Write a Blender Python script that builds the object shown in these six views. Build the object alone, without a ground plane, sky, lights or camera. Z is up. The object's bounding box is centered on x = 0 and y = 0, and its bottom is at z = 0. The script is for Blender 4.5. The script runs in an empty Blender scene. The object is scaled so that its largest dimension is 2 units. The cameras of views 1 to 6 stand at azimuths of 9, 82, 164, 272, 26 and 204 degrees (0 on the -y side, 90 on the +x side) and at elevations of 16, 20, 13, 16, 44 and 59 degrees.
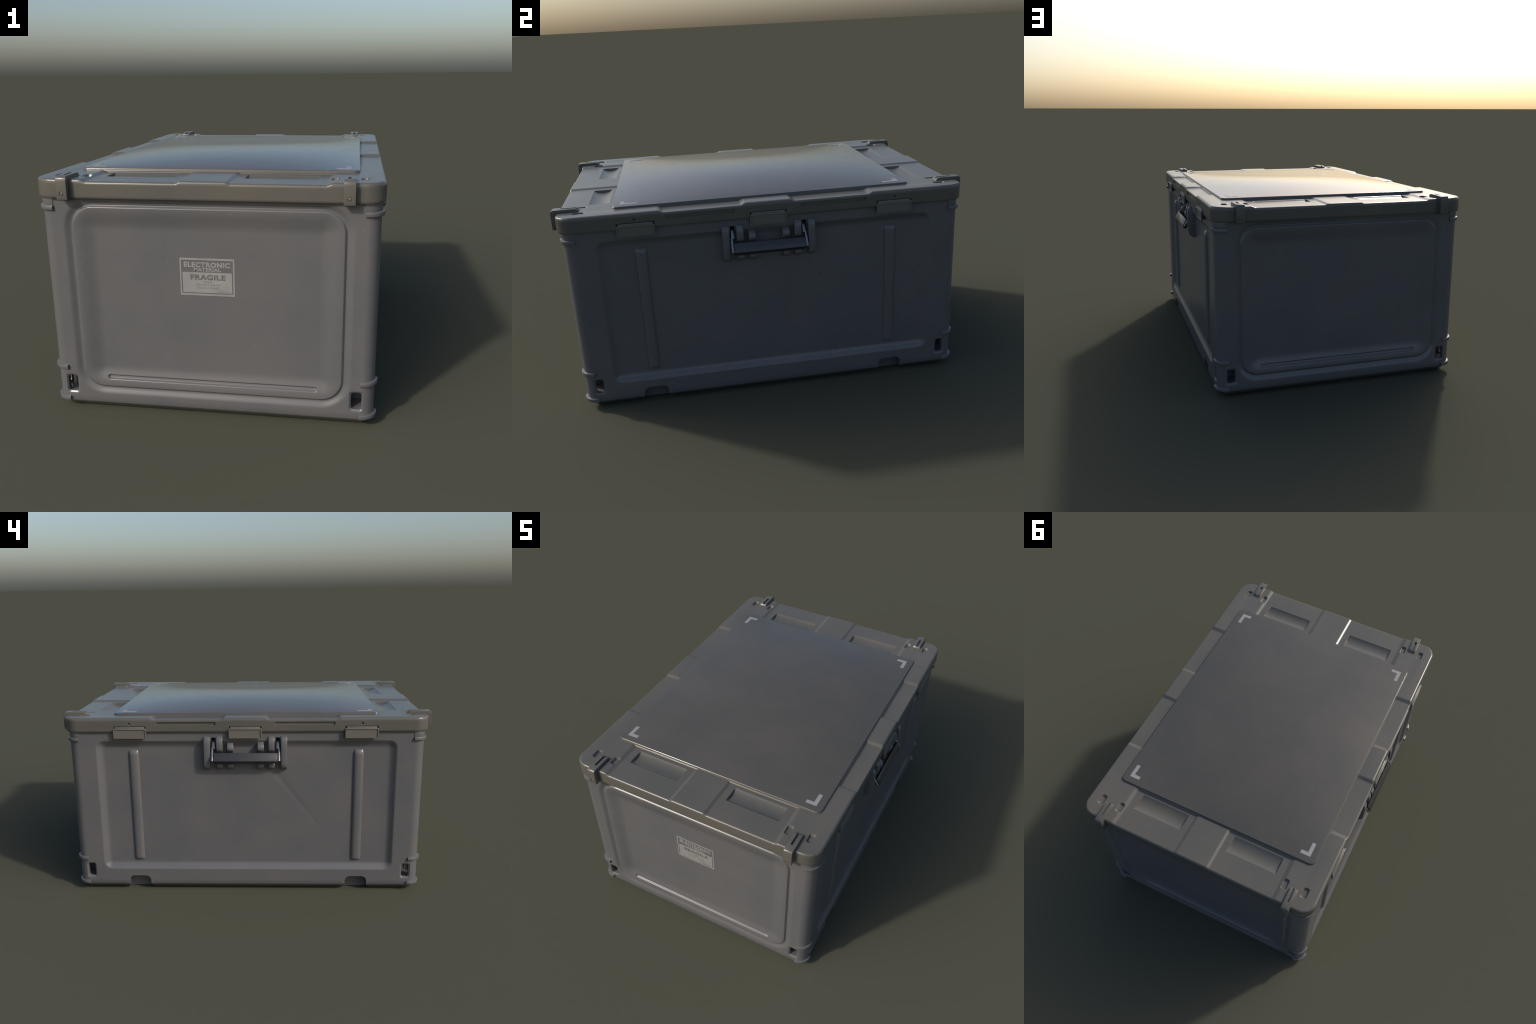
"""Grey moulded plastic transport case: tub, stepped lid, strap clips, latches, swing handles, label."""
import bpy, bmesh, math
import numpy as np
from mathutils import Vector, Matrix

# ------------------------------------------------------------------ sizes (metres)
TX, TY, TR = 0.6695, 0.9548, 0.052          # tub half extents, corner radius
T_EDGE, T_FOOT = 0.038, 0.042             # bottom bevel: height and inward offset
T_TOP = 0.930
LX, LY, LR = 0.683, 0.973, 0.075          # lid
L_BOT = 0.920
PX, PY, PR = 0.591, 0.727, 0.034          # raised lid panel
FLOOR = 0.0195                             # depth of the inset in the long sides

# ------------------------------------------------------------------ small maths
def smooth(a, b, x):
    t = np.clip((np.asarray(x, float) - a) / (b - a), 0, 1)
    return t * t * (3 - 2 * t)

def sd_round(x, y, hx, hy, r):
    """signed distance to a rounded rectangle centred on 0"""
    qx, qy = np.abs(x) - hx + r, np.abs(y) - hy + r
    return np.minimum(np.maximum(qx, qy), 0) + np.hypot(np.maximum(qx, 0), np.maximum(qy, 0)) - r

def lines(a, b, step, dense=()):
    """sorted grid lines from a to b: coarse step, refined in the windows (lo, hi, step)"""
    v = set(np.round(np.linspace(a, b, max(2, int(math.ceil((b - a) / step)) + 1)), 5))
    for lo, hi, s in dense:
        lo, hi = max(lo, a), min(hi, b)
        if hi > lo:
            v |= set(np.round(np.linspace(lo, hi, max(2, int(math.ceil((hi - lo) / s)) + 1)), 5))
    out = []
    for q in sorted(v):
        if not out or q - out[-1] > 0.0007:
            out.append(q)
    out[-1] = b
    return np.array(out)

def both(dense):
    return [d for lo, hi, s in dense for d in ((lo, hi, s), (-hi, -lo, s))]

# ------------------------------------------------------------------ object helpers
COL = bpy.context.scene.collection

def mesh_obj(name, verts, faces, mat=None, parent=None, smooth_angle=40):
    me = bpy.data.meshes.new(name)
    me.from_pydata([tuple(v) for v in verts], [], [tuple(int(i) for i in f) for f in faces])
    me.validate()
    return obj_of(name, me, mat, parent, smooth_angle)

def obj_of(name, me, mat=None, parent=None, smooth_angle=40):
    ob = bpy.data.objects.new(name, me)
    COL.objects.link(ob)
    if mat:
        me.materials.clear()
        me.materials.append(mat)
    finish(me, smooth_angle)
    ob.parent = parent
    return ob

def finish(me, angle):
    bm = bmesh.new()
    bm.from_mesh(me)
    bmesh.ops.recalc_face_normals(bm, faces=bm.faces)
    for f in bm.faces:
        f.smooth = True
    lim = math.radians(angle)
    for e in bm.edges:
        e.smooth = not (len(e.link_faces) == 2 and e.calc_face_angle(0) > lim)
    bm.to_mesh(me)
    bm.free()

def bevelled(ob, width, segs=2, angle=35):
    me = ob.data
    bm = bmesh.new()
    bm.from_mesh(me)
    es = [e for e in bm.edges if len(e.link_faces) == 2 and e.calc_face_angle(0) > math.radians(angle)]
    bmesh.ops.bevel(bm, geom=es, offset=width, segments=segs, profile=0.5, affect='EDGES', clamp_overlap=True)
    bm.to_mesh(me)
    bm.free()
    finish(me, 40)
    return ob

def cut(ob, cutters, angle=40, how='DIFFERENCE'):
    """subtract the cutter objects and keep the result as the mesh"""
    for c in cutters:
        m = ob.modifiers.new("cut", 'BOOLEAN')
        m.operation, m.solver, m.object = how, 'EXACT', c
    bpy.context.view_layer.update()
    me = bpy.data.meshes.new_from_object(ob.evaluated_get(bpy.context.evaluated_depsgraph_get()))
    ob.modifiers.clear()
    old, name = ob.data, ob.data.name
    mats = [m for m in old.materials]
    ob.data = me
    bpy.data.meshes.remove(old)
    me.name = name
    me.materials.clear()
    for m in mats:
        me.materials.append(m)
    me.polygons.foreach_set("material_index", [0] * len(me.polygons))
    for c in cutters:
        d = c.data
        bpy.data.objects.remove(c)
        bpy.data.meshes.remove(d)
    finish(me, angle)

def prism(name, pts, a, b, axes, mat=None, parent=None):
    """extrude a closed 2D profile; axes gives the two profile axes, the third runs from a to b"""
    i, j = "xyz".index(axes[0]), "xyz".index(axes[1])
    k = 3 - i - j
    v = []
    for t in (a, b):
        for p in pts:
            q = [0, 0, 0]
            q[i], q[j], q[k] = p[0], p[1], t
            v.append(q)
    n = len(pts)
    f = [list(range(n)), list(range(2 * n - 1, n - 1, -1))]
    f += [(m, (m + 1) % n, n + (m + 1) % n, n + m) for m in range(n)]
    return mesh_obj(name, v, f, mat, parent)

def box(name, lo, hi, mat=None, parent=None):
    return prism(name, [(lo[0], lo[1]), (hi[0], lo[1]), (hi[0], hi[1]), (lo[0], hi[1])], lo[2], hi[2], "xy", mat, parent)

def rrect(cx, cy, hx, hy, r, n=5):
    out = []
    for sx, sy, a0 in ((1, 1, 0), (-1, 1, 90), (-1, -1, 180), (1, -1, 270)):
        for k in range(n + 1):
            a = math.radians(a0 + 90 * k / n)
            out.append((cx + sx * (hx - r) + r * math.cos(a), cy + sy * (hy - r) + r * math.sin(a)))
    return out

def copy_of(ob, parent=None, matrix=None):
    c = ob.copy()
    COL.objects.link(c)
    if parent:
        c.parent = parent
    if matrix is not None:
        c.matrix_local = matrix
    return c

HALF_TURN = Matrix.Rotation(math.pi, 4, 'Z')

# ------------------------------------------------------------------ materials
def plastic(name, base, rough, spec=0.5, mottle=0.08, speck=0.5, smudge=0.35, grain=0.0, scale=1.0):
    """moulded plastic: soft mottling, tiny pale nicks, a few dark rub marks, uneven gloss"""
    m = bpy.data.materials.new(name)
    m.use_nodes = True
    nt = m.node_tree
    N, L = nt.nodes, nt.links
    bsdf = N["Principled BSDF"]
    tc = N.new("ShaderNodeTexCoord")

    def noise(sc, detail, rough_, off=(0, 0, 0), stretch=(1, 1, 1), dist=0.0):
        mp = N.new("ShaderNodeMapping")
        mp.inputs["Location"].default_value = off
        mp.inputs["Scale"].default_value = stretch
        L.new(tc.outputs["Object"], mp.inputs["Vector"])
        t = N.new("ShaderNodeTexNoise")
        t.inputs["Scale"].default_value = sc
        t.inputs["Detail"].default_value = detail
        t.inputs["Roughness"].default_value = rough_
        t.inputs["Distortion"].default_value = dist
        L.new(mp.outputs["Vector"], t.inputs["Vector"])
        return t.outputs["Fac"]

    def ramp(src, p0, p1, a=(0, 0, 0, 1), b=(1, 1, 1, 1)):
        r = N.new("ShaderNodeValToRGB")
        r.color_ramp.elements[0].position, r.color_ramp.elements[1].position = p0, p1
        r.color_ramp.elements[0].color, r.color_ramp.elements[1].color = a, b
        L.new(src, r.inputs["Fac"])
        return r.outputs["Color"]

    def mix(fac, a, b):
        x = N.new("ShaderNodeMix")
        x.data_type = 'RGBA'
        if hasattr(fac, "is_output"):
            L.new(fac, x.inputs[0])
        else:
            x.inputs[0].default_value = fac
        for s, v in ((x.inputs[6], a), (x.inputs[7], b)):
            if hasattr(v, "is_output"):
                L.new(v, s)
            else:
                s.default_value = v
        return x.outputs[2]

    def math_(op, a, b):
        x = N.new("ShaderNodeMath")
        x.operation = op
        for s, v in ((x.inputs[0], a), (x.inputs[1], b)):
            if hasattr(v, "is_output"):
                L.new(v, s)
            else:
                s.default_value = v
        return x.outputs[0]

    c = lambda k, w=(1, 1, 1): (base[0] * k * w[0], base[1] * k * w[1], base[2] * k * w[2], 1)
    # large cool / warm mottling
    col = mix(ramp(noise(3.2 * scale, 3, 0.55), 0.35, 0.65), c(1 - mottle, (0.97, 1.0, 1.01)), c(1 + mottle, (1.03, 1.0, 0.99)))
    # dark rub marks and scuffs
    sm = math_('MULTIPLY', ramp(noise(9 * scale, 5, 0.62, (3, 1, 7), (1, 1.6, 0.8), 0.4), 0.66, 0.76), smudge)
    col = mix(sm, col, c(0.72))
    # pale pin-prick nicks from Voronoi cells, only in patches
    vo = N.new("ShaderNodeTexVoronoi")
    vo.inputs["Scale"].default_value = 26 * scale
    vo.inputs["Randomness"].default_value = 1.0
    L.new(tc.outputs["Object"], vo.inputs["Vector"])
    dot = ramp(vo.outputs["Distance"], 0.055, 0.10, (1, 1, 1, 1), (0, 0, 0, 1))
    sep = N.new("ShaderNodeSeparateColor")
    L.new(vo.outputs["Color"], sep.inputs[0])
    some = math_('GREATER_THAN', sep.outputs[0], 0.62)
    dots = math_('MULTIPLY', math_('MULTIPLY', dot, some), speck)
    col = mix(dots, col, c(1.75, (1.0, 1.02, 1.03)))
    L.new(col, bsdf.inputs["Base Color"])
    # uneven gloss
    ro = N.new("ShaderNodeMapRange")
    ro.inputs["To Min"].default_value, ro.inputs["To Max"].default_value = rough - 0.04, rough + 0.06
    L.new(noise(14 * scale, 6, 0.65, (5, 2, 1)), ro.inputs["Value"])
    L.new(math_('ADD', ro.outputs[0], math_('MULTIPLY', sm, 0.25)), bsdf.inputs["Roughness"])
    bsdf.inputs["Specular IOR Level"].default_value = spec
    if grain:
        bp = N.new("ShaderNodeBump")
        bp.inputs["Strength"].default_value = grain
        bp.inputs["Distance"].default_value = 0.0006
        L.new(noise(160, 3, 0.6), bp.inputs["Height"])
        L.new(bp.outputs["Normal"], bsdf.inputs["Normal"])
    return m

def metal(name, base, rough, metallic=1.0):
    m = bpy.data.materials.new(name)
    m.use_nodes = True
    nt = m.node_tree
    b = nt.nodes["Principled BSDF"]
    tc = nt.nodes.new("ShaderNodeTexCoord")
    n = nt.nodes.new("ShaderNodeTexNoise")
    n.inputs["Scale"].default_value = 40
    n.inputs["Detail"].default_value = 4
    nt.links.new(tc.outputs["Object"], n.inputs["Vector"])
    r = nt.nodes.new("ShaderNodeValToRGB")
    r.color_ramp.elements[0].position, r.color_ramp.elements[1].position = 0.3, 0.7
    r.color_ramp.elements[0].color = tuple(0.92 * c for c in base) + (1,)
    r.color_ramp.elements[1].color = tuple(1.06 * c for c in base) + (1,)
    nt.links.new(n.outputs["Fac"], r.inputs["Fac"])
    nt.links.new(r.outputs["Color"], b.inputs["Base Color"])
    b.inputs["Metallic"].default_value = metallic
    b.inputs["Roughness"].default_value = rough
    return m

M_TUB = plastic("tub_plastic", (0.112, 0.1105, 0.1135), 0.28, 0.5, 0.04, 0.5, 0.12)
M_LID = plastic("lid_plastic", (0.098, 0.093, 0.080), 0.28, 0.5, 0.05, 0.3, 0.10)
M_PANEL = plastic("panel_plastic", (0.080, 0.075, 0.066), 0.155, 0.5, 0.05, 0.6, 0.6)
M_GRIP = plastic("black_rubber", (0.018, 0.019, 0.022), 0.42, 0.5, 0.05, 0.0, 0.0)
M_PLATE = metal("dark_steel", (0.062, 0.061, 0.062), 0.30, 0.4)
M_STEEL = metal("bright_steel", (0.32, 0.315, 0.305), 0.30)
M_LATCH = plastic("latch_plastic", (0.122, 0.116, 0.100), 0.30, 0.5, 0.05, 0.2)  # lid colour lightened, so pads stand out from the lid's occlusion shade
M_MARK = plastic("mark_paint", (0.265, 0.258, 0.255), 0.5, 0.4, 0.04, 0.0, 0.0)
M_LABEL = plastic("label_print", (0.236, 0.233, 0.226), 0.5, 0.4, 0.08, 0.0, 0.45, 0.0, 3.0)
M_FAINT = plastic("label_ink_faded", (0.175, 0.170, 0.160), 0.45, 0.4, 0.04, 0.0, 0.0)
M_INK = plastic("label_ink", (0.108, 0.105, 0.100), 0.45, 0.4, 0.04, 0.0, 0.0)

# ------------------------------------------------------------------ root
case = bpy.data.objects.new("transport_case", None)
COL.objects.link(case)
case["label"] = "grey plastic equipment transport case with stepped lid and side handles"
case["category"] = "transport case"

# ------------------------------------------------------------------ tub: relief of the four walls
PANEL_HX, PANEL_Z0, PANEL_Z1, PANEL_R = 0.544, 0.1055, 0.8895, 0.092
PZ, PH = (PANEL_Z0 + PANEL_Z1) / 2, (PANEL_Z1 - PANEL_Z0) / 2

def rim(x, z, cx, cz, hx, hz, r):
    """rounded lip falling into a pocket"""
    s = sd_round(x - cx, z - cz, hx, hz, r)
    return 0.006 * np.clip(1 - s / 0.008, 0, 1) ** 2

def end_relief(x, z):
    """inward depth of the short walls: cove, groove, pillow panel dished toward the middle, long slot"""
    s = sd_round(x, z - PZ, PANEL_HX, PH, PANEL_R)
    groove, crest, deep = 0.0105, 0.0020, 0.0195
    cove = groove * (1 - smooth(0, 0.034, s)) ** 1.2
    inner = -s
    k = np.clip(inner / 0.0088, 0, 1)
    bead = groove + (crest - groove) * (0.75 * k + 0.25 * np.sin(k * math.pi / 2))
    dish = bead + (deep - crest) * smooth(0.010, 0.100, inner)
    d = np.where(s > 0, cove, dish)
    # the lower part of the dish stays up around the slot
    slot = sd_round(x, z - 0.1515, 0.441, 0.0105, 0.0105)
    d = d + 0.008 * (1 - smooth(-0.0065, 0.0005, slot))
    return d + rim(np.abs(x), z, 0.5975, 0.1145, 0.0225, 0.0375, 0.008)

INS_Z0, INS_Z1, INS_Y = 0.126, 0.870, 0.808

def side_relief(y, z):
    """inward depth of the long walls: one big inset with soft coved borders"""
    cz, hz = (INS_Z0 + INS_Z1) / 2, (INS_Z1 - INS_Z0) / 2
    s = sd_round(y, z - cz, INS_Y, hz, 0.045)
    wide = np.where(z < cz, 0.042, 0.044)
    t = np.clip(-s / wide, 0, 1)
    d = FLOOR * np.sin(t * math.pi / 2) ** 1.15
    # slanting shading bands below the handle, carved in as very shallow grooves
    ay = np.abs(y)
    along = np.clip(((ay - 0.166) * 0.274 - (z - 0.680) * 0.350) / (0.274 ** 2 + 0.350 ** 2), 0, 1)
    off = np.hypot(ay - 0.166 - 0.274 * along, z - 0.680 + 0.350 * along)
    d = d + 0.0016 * (1 - along) ** 0.7 * (1 - smooth(0, 0.030 - 0.016 * along, off))
    return d + rim(np.abs(y), z, 0.8825, 0.120, 0.020, 0.0385, 0.008)

def build_tub():
    xs = lines(-(TX - TR), TX - TR, 0.03, both([(0.531, 0.550, 0.0018), (0.44, 0.585, 0.0036), (0.562, 0.62, 0.003), (0.43, 0.45, 0.003)]))
    ys = lines(-(TY - TR), TY - TR, 0.03, both([(0.11, 0.46, 0.0065), (0.75, 0.815, 0.004), (0.85, 0.905, 0.003)]))
    zs = lines(T_EDGE, T_TOP, 0.03, [(0.064, 0.20, 0.003), (0.30, 0.72, 0.0065), (0.138, 0.165, 0.0016), (0.100, 0.118, 0.0018), (0.876, 0.894, 0.0018), (0.79, 0.925, 0.0036)])
    pts = []  # x, y, nx, ny, kind, t
    arc = lambda cx, cy, a0: [(cx + TR * math.cos(a), cy + TR * math.sin(a), math.cos(a), math.sin(a), 2, 0)
                              for a in np.radians(np.linspace(a0, a0 + 90, 13)[1:-1])]
    pts += [(TX, y, 1, 0, 0, y) for y in ys]
    pts += arc(TX - TR, TY - TR, 0)
    pts += [(x, TY, 0, 1, 1, x) for x in xs[::-1]]
    pts += arc(-(TX - TR), TY - TR, 90)
    pts += [(-TX, y, -1, 0, 0, y) for y in ys[::-1]]
    pts += arc(-(TX - TR), -(TY - TR), 180)
    pts += [(x, -TY, 0, -1, 1, x) for x in xs]
    pts += arc(TX - TR, -(TY - TR), 270)
    P = np.array(pts)
    n = len(P)
    rows = []
    for off, z in ((T_FOOT, 0.0), (T_FOOT * 0.94, 0.0005), (0.0035, T_EDGE - 0.0045), (0.001, T_EDGE - 0.0015)):
        rows.append(np.c_[P[:, 0] - off * P[:, 2], P[:, 1] - off * P[:, 3], np.full(n, z)])
    for z in zs:
        d = np.where(P[:, 4] == 0, side_relief(P[:, 5], z), np.where(P[:, 4] == 1, end_relief(P[:, 5], z), 0.0))
        rows.append(np.c_[P[:, 0] - d * P[:, 2], P[:, 1] - d * P[:, 3], np.full(n, z)])
    V = np.concatenate(rows)
    F = []
    for r in range(len(rows) - 1):
        for i in range(n):
            j = (i + 1) % n
            F.append((r * n + i, r * n + j, (r + 1) * n + j, (r + 1) * n + i))
    F.append(list(range(n - 1, -1, -1)))
    top = (len(rows) - 1) * n
    F.append([top + i for i in range(n)])
    tub = mesh_obj("tub", V, F, M_TUB, case)
    # pockets run through the corners, fork notches in the long sides, handle sockets
    cutters = []
    for sx in (1, -1):
        for sy in (1, -1):
            a = [(sx * x, z) for x, z in rrect(0.5975, 0.1145, 0.0215, 0.0365, 0.011)]
            front = prism("cutter", a, sy * 0.857, sy * 1.0, "xz")
            b = [(sy * y, z) for y, z in rrect(0.8825, 0.120, 0.019, 0.0375, 0.011)]
            side = prism("cutter", b, sx * 0.558, sx * 0.70, "yz")
            room = box("cutter", (min(sx * 0.562, sx * 0.646), min(sy * 0.855, sy * 0.928), 0.0775),
                       (max(sx * 0.562, sx * 0.646), max(sy * 0.855, sy * 0.928), 0.153))
            cut(room, [front, side], 40, 'UNION')
            cutters.append(room)
            prof = [(-0.078, -0.03), (-0.068, 0.016), (-0.061, 0.040)]
            prof += [(-0.032 + 0.0285 * math.cos(math.radians(a)), 0.057 + 0.0285 * math.sin(math.radians(a))) for a in range(180, 89, -15)]
            prof += [(-p, q) for p, q in prof[::-1]]
            cutters.append(prism("cutter", [(sy * 0.609 + p, q) for p, q in prof], sx * 0.607, sx * 0.70, "yz"))
            cutters.append(box("cutter", (min(sx * 0.60, sx * 0.70), sy * 0.1725 - 0.0105, 0.836),
                               (max(sx * 0.60, sx * 0.70), sy * 0.1725 + 0.0105, 0.887)))
    big = join(cutters)
    cut(tub, [big], 38)
    return tub

def join(obs):
    bm = bmesh.new()
    for o in obs:
        bm.from_mesh(o.data)
        d = o.data
        bpy.data.objects.remove(o)
        bpy.data.meshes.remove(d)
    me = bpy.data.meshes.new("joined")
    bmesh.ops.recalc_face_normals(bm, faces=bm.faces)
    bm.to_mesh(me)
    bm.free()
    ob = bpy.data.objects.new("joined", me)
    COL.objects.link(ob)
    return ob

tub = build_tub()

# ------------------------------------------------------------------ corner ribs and collars
def corner_band(name, z0, z1, out, leg, edge, parent):
    """band wrapped round a corner; local origin at the corner arc centre, first leg along +x wall"""
    path = [(TR, -leg + leg * k / 2) for k in range(2)]
    nor = [(1, 0)] * 2
    for a in np.radians(np.linspace(0, 90, 13)):
        path.append((TR * math.cos(a), TR * math.sin(a)))
        nor.append((math.cos(a), math.sin(a)))
    path += [(-leg * k / 2, TR) for k in (1, 2)]
    nor += [(0, 1)] * 2
    sec = [(-0.012, z0), (out - edge, z0), (out - 0.3 * edge, z0 + 0.3 * edge), (out, z0 + edge),
           (out, z1 - edge), (out - 0.3 * edge, z1 - 0.3 * edge), (out - edge, z1), (-0.012, z1)]
    V, F, m = [], [], len(sec)
    for (x, y), (a, b) in zip(path, nor):
        V += [(x + a * o, y + b * o, z) for o, z in sec]
    for i in range(len(path) - 1):
        for k in range(m):
            F.append((i * m + k, i * m + (k + 1) % m, (i + 1) * m + (k + 1) % m, (i + 1) * m + k))
    F.append(range(m))
    F.append([(len(path) - 1) * m + k for k in range(m)])
    return mesh_obj(name, V, F, M_TUB, parent)

def at_corners(make):
    first = None
    for k, (sx, sy) in enumerate(((1, 1), (-1, 1), (-1, -1), (1, -1))):
        M = Matrix.Translation((sx * (TX - TR), sy * (TY - TR), 0)) @ Matrix.Rotation(k * math.pi / 2, 4, 'Z')
        if first is None:
            first = make()
            first.matrix_local = M
        else:
            copy_of(first, None, M)

for z0, z1 in ((0.0385, 0.0575), (0.1825, 0.2015), (0.8685, 0.8875)):
    at_corners(lambda: corner_band("corner_rib", z0, z1, 0.0105, 0.008, 0.0036, tub))
at_corners(lambda: corner_band("corner_collar", 0.8870, 0.9215, 0.0022, 0.008, 0.0012, tub))

# ------------------------------------------------------------------ upright ribs in the side insets
def side_rib():
    V, F = [], []
    base, half, high = TX - FLOOR - 0.004, 0.0275, 0.0185
    levels = [(0.178, 0.10, 0.90), (0.180, 0.50, 0.95), (0.185, 0.82, 1), (0.192, 0.97, 1), (0.200, 1, 1),
              (0.790, 1, 1), (0.800, 0.97, 1), (0.807, 0.80, 0.97), (0.814, 0.55, 0.88), (0.819, 0.25, 0.72)]
    n = 14
    for z, h, w in levels:
        for k in range(n + 1):
            a = math.pi * k / n
            c, s = math.cos(a), math.sin(a)
            V.append((base + high * h * s ** 0.75, half * w * math.copysign(abs(c) ** 0.9, c), z))
        V.append((base - 0.01, -half * w, z))
        V.append((base - 0.01, half * w, z))
    m = n + 3
    for i in range(len(levels) - 1):
        for k in range(m):
            F.append((i * m + k, i * m + (k + 1) % m, (i + 1) * m + (k + 1) % m, (i + 1) * m + k))
    F.append(range(m))
    F.append([(len(levels) - 1) * m + k for k in range(m)])
    return mesh_obj("side_rib", V, F, M_TUB, tub, 50)

r0 = side_rib()
r0.location = (0, 0.6065, 0)
copy_of(r0, None, Matrix.Translation((0, -0.6065, 0)))
copy_of(r0, None, Matrix.Translation((0, 0.6065, 0)) @ HALF_TURN)
copy_of(r0, None, Matrix.Translation((0, -0.6065, 0)) @ HALF_TURN)

# ------------------------------------------------------------------ lid
HI, LO = 0.9945, 0.9865

def lid_top(x, y):
    """stepped top: high corners and middles, low strips between, finger scoops, pits by the clips"""
    ax, ay = np.abs(x), np.abs(y)
    end = smooth(0.086, 0.106, ax) * (1 - smooth(0.460, 0.490, ax))      # 1 in the low strips of the short ends
    side = smooth(0.104, 0.130, ay) * (1 - smooth(0.482, 0.511, ay))     # same along the long sides
    on_end = smooth(0.700, 0.701, ay)
    low = np.where(on_end > 0.5, end, side)
    hi = HI - 0.0015 * (1 - smooth(0.10, 0.30, ax)) * on_end + 0.0022 * smooth(0.575, 0.640, ax)
    h = hi + (LO - hi) * low
    # scoops
    u = (ay - 0.7925) / 0.0475
    inx = smooth(0.1385, 0.1415, ax) * (1 - smooth(0.4235, 0.4265, ax))
    h = h - 0.0135 * np.clip(1 - u * u, 0, 1) ** 0.8 * inx
    # pits either side of each clip
    for cx in (0.6055, 0.4935):
        s = sd_round(ax - cx, ay - 0.8700, 0.0155, 0.0290, 0.0120)
        h = h - 0.011 * (1 - smooth(-0.0055, 0.001, s))
    return h

def lid_edge_radius(x, y):
    ax, ay = np.abs(x), np.abs(y)
    side_low = smooth(0.102, 0.130, ay) * (1 - smooth(0.482, 0.515, ay))
    along_side = LX - ax < LY - ay
    return np.where(along_side, 0.014 + (0.005 - 0.014) * side_low, 0.011)

def slab(xs, ys, X, Y, R, top, radius, walls, wall_depth, bottom_in):
    """rounded-rectangle slab: tensor grid bent to round corners, top heightfield, side wall rows"""
    gx, gy = np.meshgrid(xs, ys, indexing="ij")
    ax, ay = np.abs(gx) - (X - R), np.abs(gy) - (Y - R)
    corner = (ax > 0) & (ay > 0)
    a, b = np.where(corner, ax, 0) / R, np.where(corner, ay, 0) / R
    hyp = np.hypot(a, b)
    k = np.where(hyp > 0, np.maximum(a, b) / np.where(hyp > 0, hyp, 1), 1)
    px = np.where(corner, np.sign(gx) * (X - R + ax * k), gx)
    py = np.where(corner, np.sign(gy) * (Y - R + ay * k), gy)
    dist = np.minimum(X - np.abs(gx), Y - np.abs(gy))
    rr = radius(px, py)
    e = np.clip((rr - dist) / rr, 0, 1)
    pz = top(px, py) - rr * (1 - np.sqrt(np.clip(1 - e * e, 0, 1)))
    nx, ny = gx.shape
    V = np.c_[px.ravel(), py.ravel(), pz.ravel()]
    idx = np.arange(nx * ny).reshape(nx, ny)
    F = [(idx[i, j], idx[i + 1, j], idx[i + 1, j + 1], idx[i, j + 1]) for i in range(nx - 1) for j in range(ny - 1)]
    loop = list(idx[:, 0]) + list(idx[-1, 1:]) + list(idx[-2::-1, -1]) + list(idx[0, -2:0:-1])
    B = V[loop]
    # outward normals of the outline
    q = np.c_[np.maximum(np.abs(B[:, 0]) - (X - R), 0) * np.sign(B[:, 0]), np.maximum(np.abs(B[:, 1]) - (Y - R), 0) * np.sign(B[:, 1])]
    q = q / np.maximum(np.linalg.norm(q, axis=1, keepdims=True), 1e-9)
    rings, base = [loop], len(V)
    extra = []
    zlow = walls[0]
    for wz in walls[::-1]:
        d = wall_depth(B, q, wz)
        ring = np.c_[B[:, 0] - q[:, 0] * d, B[:, 1] - q[:, 1] * d, np.full(len(B), wz)]
        rings.append(list(range(base, base + len(B))))
        base += len(B)
        extra.append(ring)
    ring = np.c_[B[:, 0] - q[:, 0] * bottom_in, B[:, 1] - q[:, 1] * bottom_in, np.full(len(B), zlow)]
    rings.append(list(range(base, base + len(B))))
    extra.append(ring)
    V = np.concatenate([V] + extra)
    n = len(loop)
    for r0, r1 in zip(rings[:-1], rings[1:]):
        F += [(r0[i], r1[i], r1[(i + 1) % n], r0[(i + 1) % n]) for i in range(n)]
    F.append(rings[-1])
    return V, F

LATCH_Y = (-0.6145, 0.0, 0.6145)

def lid_wall(B, q, z):
    d = np.zeros(len(B))
    on_side = np.abs(q[:, 0]) > 0.999
    y = B[:, 1]
    ay = np.abs(y)
    # shallow slots under the low strips
    slot = (1 - smooth(0.4715, 0.4745, ay)) * smooth(0.1565, 0.1595, ay)
    d += np.where(on_side, 0.007 * slot * (smooth(0.9565, 0.9580, z) * (1 - smooth(0.9725, 0.9738, z))), 0)
    # recesses that take the latches
    for c in LATCH_Y:
        s = np.abs(y - c)
        d += np.where(on_side, 0.013 * (1 - smooth(0.0835, 0.0865, s)) * (1 - smooth(0.9495, 0.9510, z)), 0)
    # drilled dimple above the outer latches
    s = np.hypot(ay - 0.617, z - 0.9635)
    d += np.where(on_side, 0.009 * (1 - smooth(0.003, 0.0075, s)), 0)
    # slight roll-under at the bottom edge
    return d + 0.0025 * (1 - smooth(0.0, 0.004, z - L_BOT))

edge_d = [(0, 0.021, 0.0016)]
xs = lines(-LX, LX, 0.03, both([(LX - 0.020, LX, 0.0016), (LX - LR, LX, 0.006), (0.084, 0.108, 0.0022), (0.134, 0.146, 0.0012),
                                (0.420, 0.430, 0.0012), (0.456, 0.515, 0.0024), (0.584, 0.626, 0.0024)]))
ys = lines(-LY, LY, 0.03, both([(LY - 0.014, LY, 0.0014), (LY - LR, LY, 0.006), (0.740, 0.845, 0.004), (0.836, 0.904, 0.0024), (0.696, 0.706, 0.005),
                                (0.102, 0.132, 0.0026), (0.153, 0.163, 0.0011), (0.468, 0.478, 0.0011), (0.480, 0.514, 0.0026),
                                (0.080, 0.090, 0.0011), (0.526, 0.536, 0.0011), (0.696, 0.704, 0.0011), (0.607, 0.627, 0.0018)]))
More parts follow.
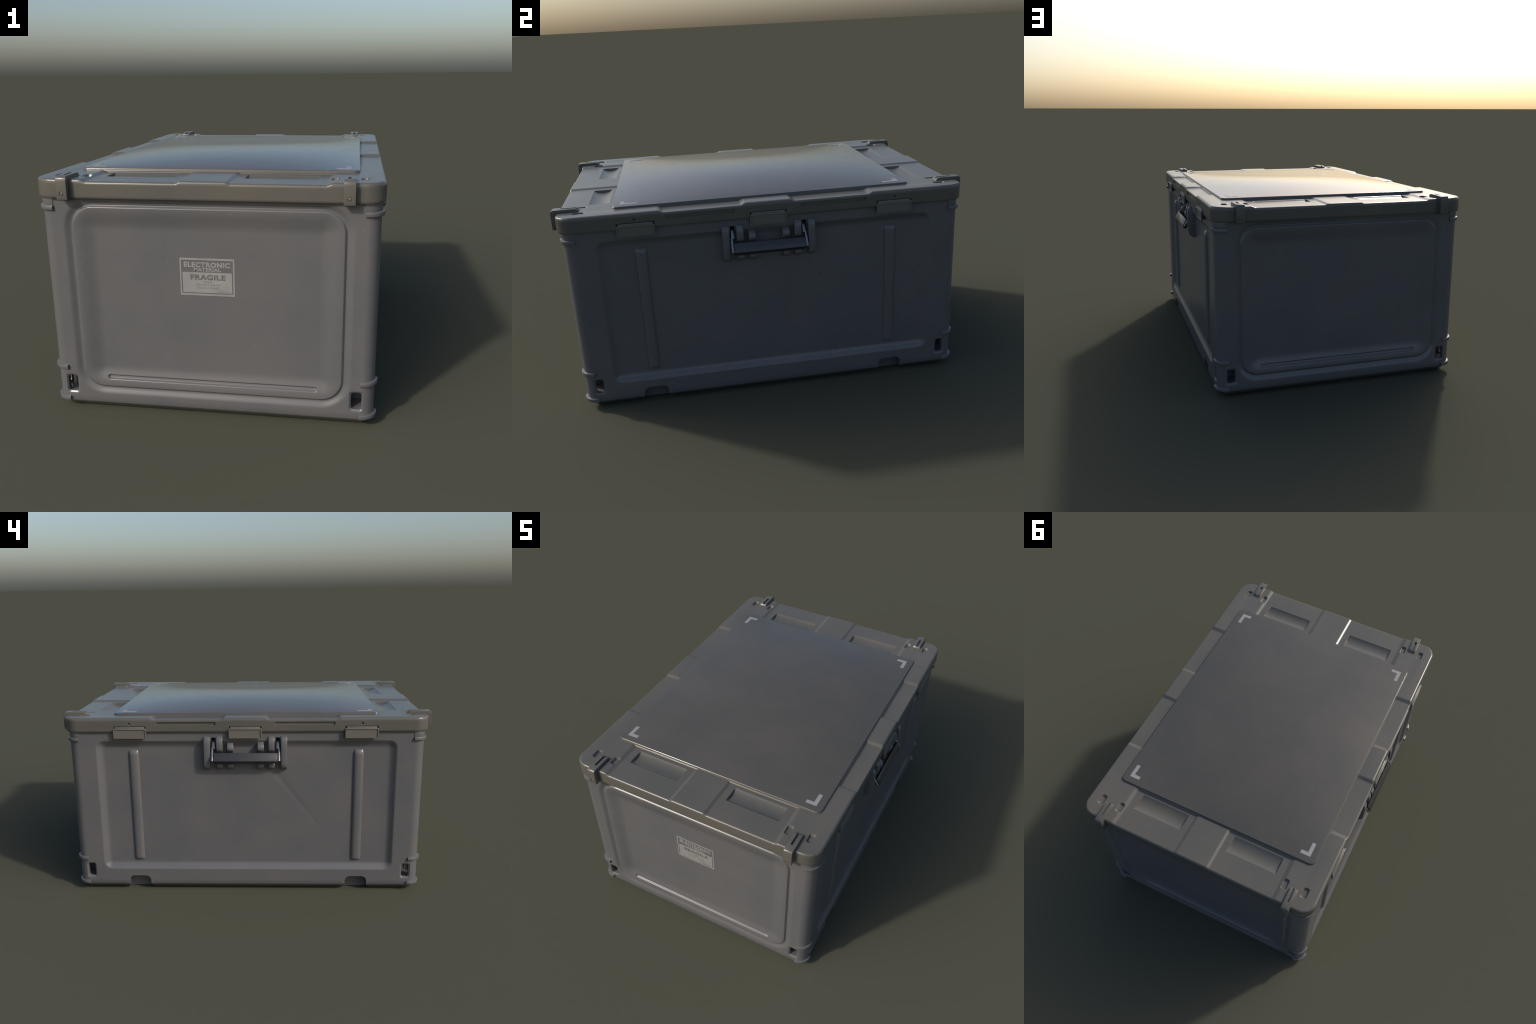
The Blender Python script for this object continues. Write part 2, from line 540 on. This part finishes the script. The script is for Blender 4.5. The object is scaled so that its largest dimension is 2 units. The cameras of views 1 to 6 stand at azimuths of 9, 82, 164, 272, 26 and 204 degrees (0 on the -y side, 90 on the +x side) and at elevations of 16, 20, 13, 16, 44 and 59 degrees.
lid_walls = [0.920, 0.9215, 0.924, 0.930, 0.9490, 0.9502, 0.9514, 0.9545, 0.9562, 0.9572, 0.9584, 0.9610, 0.9635, 0.9660, 0.9690, 0.9722, 0.9740]
V, F = slab(xs, ys, LX, LY, LR, lid_top, lid_edge_radius, lid_walls, lid_wall, 0.03)
lid = mesh_obj("lid", V, F, M_LID, case, 42)

# raised centre panel
def panel_top(x, y):
    d = np.minimum(PX - np.abs(x), PY - np.abs(y))
    return 1.0050 - 0.0010 * np.clip(1 - (d - 0.011) / 0.13, 0, 1) ** 2

def panel_shape():
    pxs = lines(-PX, PX, 0.03, both([(PX - 0.016, PX, 0.0011), (PX - PR, PX, 0.004), (0.44, PX, 0.012)]))
    pys = lines(-PY, PY, 0.03, both([(PY - 0.016, PY, 0.0011), (PY - PR, PY, 0.004), (0.57, PY, 0.012)]))
    def skirt(x, y):
        return panel_top(x, y)
    def depth(B, q, z):
        return np.zeros(len(B))
    V, F = slab(pxs, pys, PX, PY, PR, skirt, lambda x, y: np.full(np.shape(x), 0.0001), [0.970, 0.9755], depth, 0.05)
    # chamfer: the outer 10 mm of the top slopes down as two facets
    for k in range(len(pxs) * len(pys)):
        x, y, z = V[k]
        d = -float(sd_round(x, y, PX, PY, PR))
        drop = float(np.interp(d, [0, 0.0024, 0.0044, 0.0066, 0.0092], [0.0165, 0.0132, 0.0112, 0.0026, 0.0]))
        V[k][2] = z - drop
    return V, F
V, F = panel_shape()
panel = mesh_obj("lid_panel", V, F, M_PANEL, case, 60)

def pillow(ob, tx, ty):
    """soft crown of the plate: lean the vertex normals of its top outward toward the edges"""
    me = ob.data
    ns = []
    for v in me.vertices:
        n = v.normal.copy()
        if n.z > 0.97:
            u, w = v.co.x / PX, v.co.y / PY
            n = Vector((n.x + tx * u * (1 - 0.75 * w ** 2), n.y + ty * w * (1 - 0.75 * u ** 2), n.z)).normalized()
        ns.append(n)
    for p in me.polygons:
        p.use_smooth = True
    me.normals_split_custom_set_from_vertices(ns)
pillow(panel, 0.145, 0.135)

# painted corner marks, laid on the panel
def corner_mark():
    bm = bmesh.new()
    def strip(x0, x1, y0, y1):
        nx, ny = max(1, int((x1 - x0) / 0.006)), max(1, int((y1 - y0) / 0.006))
        g = [[bm.verts.new((x0 + (x1 - x0) * i / nx, y0 + (y1 - y0) * j / ny, 0)) for j in range(ny + 1)] for i in range(nx + 1)]
        for i in range(nx):
            for j in range(ny):
                bm.faces.new((g[i][j], g[i + 1][j], g[i + 1][j + 1], g[i][j + 1]))
    strip(0.5285, 0.5485, 0.6640, 0.6840)
    strip(0.4908, 0.5285, 0.6640, 0.6840)
    strip(0.5285, 0.5485, 0.6035, 0.6640)
    bmesh.ops.remove_doubles(bm, verts=bm.verts, dist=1e-5)
    r = bmesh.ops.extrude_face_region(bm, geom=bm.faces[:])
    up = {v for v in r["geom"] if isinstance(v, bmesh.types.BMVert)}
    for v in bm.verts:
        v.co.z = float(panel_top(v.co.x, v.co.y)) + (0.0007 if v in up else -0.0006)
    me = bpy.data.meshes.new("corner_mark")
    bm.to_mesh(me)
    bm.free()
    return obj_of("corner_mark", me, M_MARK, panel, 40)

m0 = corner_mark()
for sx, sy in ((-1, 1), (-1, -1), (1, -1)):
    copy_of(m0, None, Matrix.Diagonal((sx, sy, 1, 1)))

# ------------------------------------------------------------------ strap clips over the lid ends
CLIP_X, CLIP_H = 0.549, 0.0215

def strap_clip():
    prof = [(-0.950, 0.9150), (-0.9935, 0.9150), (-0.9985, 0.9185), (-1.000, 0.926), (-1.000, 0.991), (-0.9985, 1.000), (-0.995, 1.0058),
            (-0.988, 1.0092), (-0.890, 1.0092), (-0.880, 1.0066), (-0.873, 1.0000), (-0.868, 0.988), (-0.868, 0.984), (-0.950, 0.984)]
    ob = prism("strap_clip", prof, -CLIP_H, CLIP_H, "yz", M_LID, case)
    bm = bmesh.new()
    bm.from_mesh(ob.data)
    foot = [e for e in bm.edges if all(v.co.z < 0.9155 for v in e.verts) and abs(e.verts[0].co.x - e.verts[1].co.x) < 1e-6]
    bmesh.ops.bevel(bm, geom=foot, offset=0.007, segments=3, profile=0.5, affect='EDGES', clamp_overlap=True)
    bm.to_mesh(ob.data)
    bm.free()
    bevelled(ob, 0.0034, 3, 50)
    slot = prism("cutter", rrect(-0.0015, -0.916, 0.0058, 0.040, 0.0035, 3), 0.999, 1.02, "xy")
    sink = cyl("cutter", 0.0095, -1.01, -0.9975, 0.9408)
    cut(ob, [slot, sink], 40)
    rivet = dome("rivet", 0.0076, 0.0025, -0.9975, 0.9408, ob)
    return ob, rivet

def cyl(name, r, y0, y1, z, n=20):
    pts = [(r * math.cos(2 * math.pi * k / n), z + r * math.sin(2 * math.pi * k / n)) for k in range(n)]
    return prism(name, pts, y0, y1, "xz")

def dome(name, r, h, y, z, parent):
    V, F, n = [], [], 16
    rows = [(1, -0.3), (1, 0.0), (0.92, 0.45), (0.7, 0.75), (0.4, 0.94)]
    for k, t in rows:
        V += [(r * k * math.cos(2 * math.pi * i / n), y - h * t, z + r * k * math.sin(2 * math.pi * i / n)) for i in range(n)]
    V.append((0, y - h, z))
    for j in range(len(rows) - 1):
        F += [(j * n + i, j * n + (i + 1) % n, (j + 1) * n + (i + 1) % n, (j + 1) * n + i) for i in range(n)]
    b = (len(rows) - 1) * n
    F += [(b + i, b + (i + 1) % n, b + n) for i in range(n)]
    F.append(range(n))
    return mesh_obj(name, V, F, M_LID, parent, 60)

clip, rivet = strap_clip()
clip.matrix_local = Matrix.Translation((CLIP_X, 0, 0))
for M in (Matrix.Translation((-CLIP_X, 0, 0)), Matrix.Translation((CLIP_X, 0, 0)) @ HALF_TURN, Matrix.Translation((-CLIP_X, 0, 0)) @ HALF_TURN):
    c = copy_of(clip, None, M)
    copy_of(rivet, c)

# ------------------------------------------------------------------ latches
def latch():
    """framed pad with a tongue rising into the lid recess and a block behind it"""
    pad = prism("latch", rrect(0, 0.9128, 0.0875, 0.0268, 0.004, 3), 0.6835, 0.6925, "yz", M_LATCH, case)
    bevelled(pad, 0.0016, 2, 50)
    cut(pad, [prism("cutter", rrect(0, 0.9125, 0.0828, 0.0222, 0.002, 3), 0.6885, 0.70, "yz")], 40)
    tongue = prism("latch_tongue", rrect(0, 0.934, 0.0800, 0.0145, 0.003, 3), 0.6745, 0.6862, "yz", M_LATCH, pad)
    bevelled(tongue, 0.0018, 2, 50)
    prism("latch_block", [(0.640, 0.926), (0.684, 0.926), (0.684, 0.894), (0.676, 0.893), (0.664, 0.898), (0.655, 0.908), (0.640, 0.910)],  # coloured black to paint in the shadow behind the pad
          -0.076, 0.076, "xz", M_GRIP, pad)
    return pad

def with_children(src, M):
    c = copy_of(src, None, M)
    for k in [o for o in bpy.data.objects if o.parent == src]:
        copy_of(k, c)
    return c

l0 = latch()
l0.matrix_local = Matrix.Translation((0, LATCH_Y[0], 0))
for y in LATCH_Y[1:]:
    with_children(l0, Matrix.Translation((0, y, 0)))
for y in LATCH_Y:
    with_children(l0, Matrix.Translation((0, y, 0)) @ HALF_TURN)

# ------------------------------------------------------------------ swing handles
TOE = [(0.668, 0.806), (0.661, 0.795), (0.660, 0.765), (0.666, 0.748), (0.675, 0.741), (0.678, 0.730), (0.675, 0.720), (0.664, 0.711), (0.648, 0.706), (0.640, 0.706)]
CHEEK = [(0.640, 0.8945), (0.6715, 0.8940), (0.6800, 0.8895), (0.6860, 0.8815), (0.6895, 0.868), (0.6915, 0.846), (0.6920, 0.820), (0.6912, 0.780),
         (0.6900, 0.744), (0.6865, 0.7285), (0.6780, 0.7175), (0.6640, 0.7095), (0.6500, 0.7060), (0.640, 0.7060)]
LUG = [(0.640, 0.8945), (0.6705, 0.8935), (0.6790, 0.8880), (0.6862, 0.8775), (0.6900, 0.862), (0.6900, 0.832), (0.6880, 0.819), (0.6800, 0.8120)] + TOE
STUD = [(0.640, 0.866), (0.655, 0.8645), (0.6660, 0.8605), (0.6790, 0.852), (0.6870, 0.843), (0.6910, 0.829), (0.6885, 0.8195), (0.6800, 0.8125)] + TOE

def handle():
    root = bpy.data.objects.new("handle", None)
    COL.objects.link(root)
    root.parent = case
    for prof, y0, y1 in ((CHEEK, 0.190, 0.2225), (LUG, 0.1225, 0.1550), (STUD, 0.0650, 0.0978)):
        for s in (1, -1):
            b = prism("handle_bracket", prof, min(s * y0, s * y1), max(s * y0, s * y1), "xz", M_TUB, root)
            bevelled(b, 0.003, 2, 50)
    # grip: a flat bar hanging away from the wall
    a, b = Vector((0.6945, 0.8090)), Vector((0.7175, 0.7680))
    d = (b - a).normalized()
    n = Vector((d.y, -d.x)) * -1
    if n.x < 0:
        n = -n
    prof = [a - n * 0.0015, b - n * 0.0015, Vector((0.7092, 0.7535)), Vector((0.6990, 0.7545)), a - n * 0.0185 + d * 0.003]
    g = prism("grip", [tuple(p) for p in prof], -0.1712, 0.1712, "xz", M_GRIP, root)
    bevelled(g, 0.0016, 2, 50)
    prof = [a + d * 0.0012, b - d * 0.0012, b - d * 0.0012 - n * 0.004, a + d * 0.0012 - n * 0.004]
    pl = prism("grip_plate", [tuple(p) for p in prof], -0.1690, 0.1690, "xz", M_PLATE, root)
    bevelled(pl, 0.0008, 2, 50)
    # steel arms: wide at the pivot, notched to a narrow tail that carries the bar
    for s in (1, -1):
        p0, p1, p2 = Vector((0.6420, 0.8690)), Vector((0.6703, 0.8240)), Vector((0.7075, 0.7664))
        e = (p2 - p0).normalized()
        m = Vector((-e.y, e.x))
        if m.x < 0:
            m = -m
        t = 0.0055
        def plate(q0, q1, y0, y1, name):
            pr = [q0 + m * t, q1 + m * t, q1 + m * (t - 0.003) + e * 0.003, q1 - m * t, q0 - m * t]
            o = prism(name, [tuple(p) for p in pr], min(s * y0, s * y1), max(s * y0, s * y1), "xz", M_STEEL, root)
            return bevelled(o, 0.0018, 2, 50)
        arm = plate(p0, p1, 0.1645, 0.1808, "handle_arm")
        tail = plate(p1 - e * 0.006, p2, 0.1735, 0.1842, "arm_tail")
        tail.parent = arm
    return root

def copy_tree(root, M):
    c = copy_of(root, case, M)
    def rec(src, dst):
        for k in [o for o in bpy.data.objects if o.parent == src]:
            rec(k, copy_of(k, dst))
    rec(root, c)

h0 = handle()
copy_tree(h0, HALF_TURN)

# ------------------------------------------------------------------ label with lettering
Y_LAB = -(TY - 0.0195)

def label():
    parts = []
    W, Z0, Z1 = 0.1103, 0.5295, 0.6838
    y0, y1 = Y_LAB - 0.0008, Y_LAB + 0.004
    sides = [((-W, Z1 - 0.0075), (W, Z1)), ((-W, Z0), (W, Z0 + 0.0075)),
             ((-W, Z0 + 0.0075), (-W + 0.006, Z1 - 0.0075)), ((W - 0.006, Z0 + 0.0075), (W, Z1 - 0.0075)),
             ((-W + 0.0105, 0.5415), (W - 0.0105, 0.6258))]
    bm = bmesh.new()
    for (xa, za), (xb, zb) in sides:
        for o in (prism("t", [(xa, za), (xb, za), (xb, zb), (xa, zb)], y0, y1, "xz"),):
            bm.from_mesh(o.data)
            d = o.data
            bpy.data.objects.remove(o)
            bpy.data.meshes.remove(d)
    me = bpy.data.meshes.new("label")
    bm.to_mesh(me)
    bm.free()
    lab = obj_of("label", me, M_LABEL, case, 40)
    def word(text, xa, xb, zb, hgt, y, mat, bold):
        cu = bpy.data.curves.new("t", 'FONT')
        cu.body = text
        cu.size = 0.03
        cu.offset = bold
        cu.space_character = 1.10 if bold else 1.04
        cu.extrude = 0.0006
        cu.resolution_u = 3
        t = bpy.data.objects.new("t", cu)
        COL.objects.link(t)
        bpy.context.view_layer.update()
        me = bpy.data.meshes.new_from_object(t.evaluated_get(bpy.context.evaluated_depsgraph_get()))
        bpy.data.objects.remove(t)
        bpy.data.curves.remove(cu)
        me.name = "lettering"
        co = np.empty(len(me.vertices) * 3)
        me.vertices.foreach_get("co", co)
        co = co.reshape(-1, 3)
        lo, hi = co.min(0), co.max(0)
        u = (co[:, 0] - lo[0]) / (hi[0] - lo[0])
        v = (co[:, 1] - lo[1]) / (hi[1] - lo[1])
        new = np.c_[xa + u * (xb - xa), y - co[:, 2], zb + v * hgt]
        me.vertices.foreach_set("co", new.ravel())
        obj_of("lettering", me, mat, lab, 40)
    word("ELECTRONIC", -0.0932, 0.0935, 0.6465, 0.0216, Y_LAB - 0.0004, M_LABEL, 0.0014)
    word("MATERIAL", -0.0535, 0.0560, 0.6300, 0.0150, Y_LAB - 0.0004, M_LABEL, 0.0013)
    word("FRAGILE", -0.0675, 0.0735, 0.5950, 0.0222, Y_LAB - 0.0010, M_INK, 0.0011)
    word("PLEASE", -0.0160, 0.0190, 0.5835, 0.0070, Y_LAB - 0.0008, M_FAINT, 0.0)
    word("DO NOT CRUSH", -0.0450, 0.0525, 0.5705, 0.0088, Y_LAB - 0.0008, M_FAINT, 0.0)
    word("DO NOT SHAKE", -0.0395, 0.0475, 0.5578, 0.0080, Y_LAB - 0.0008, M_FAINT, 0.0)
    word("Thank you.", 0.0390, 0.0910, 0.5445, 0.0070, Y_LAB - 0.0008, M_FAINT, 0.0)
    return lab

label()
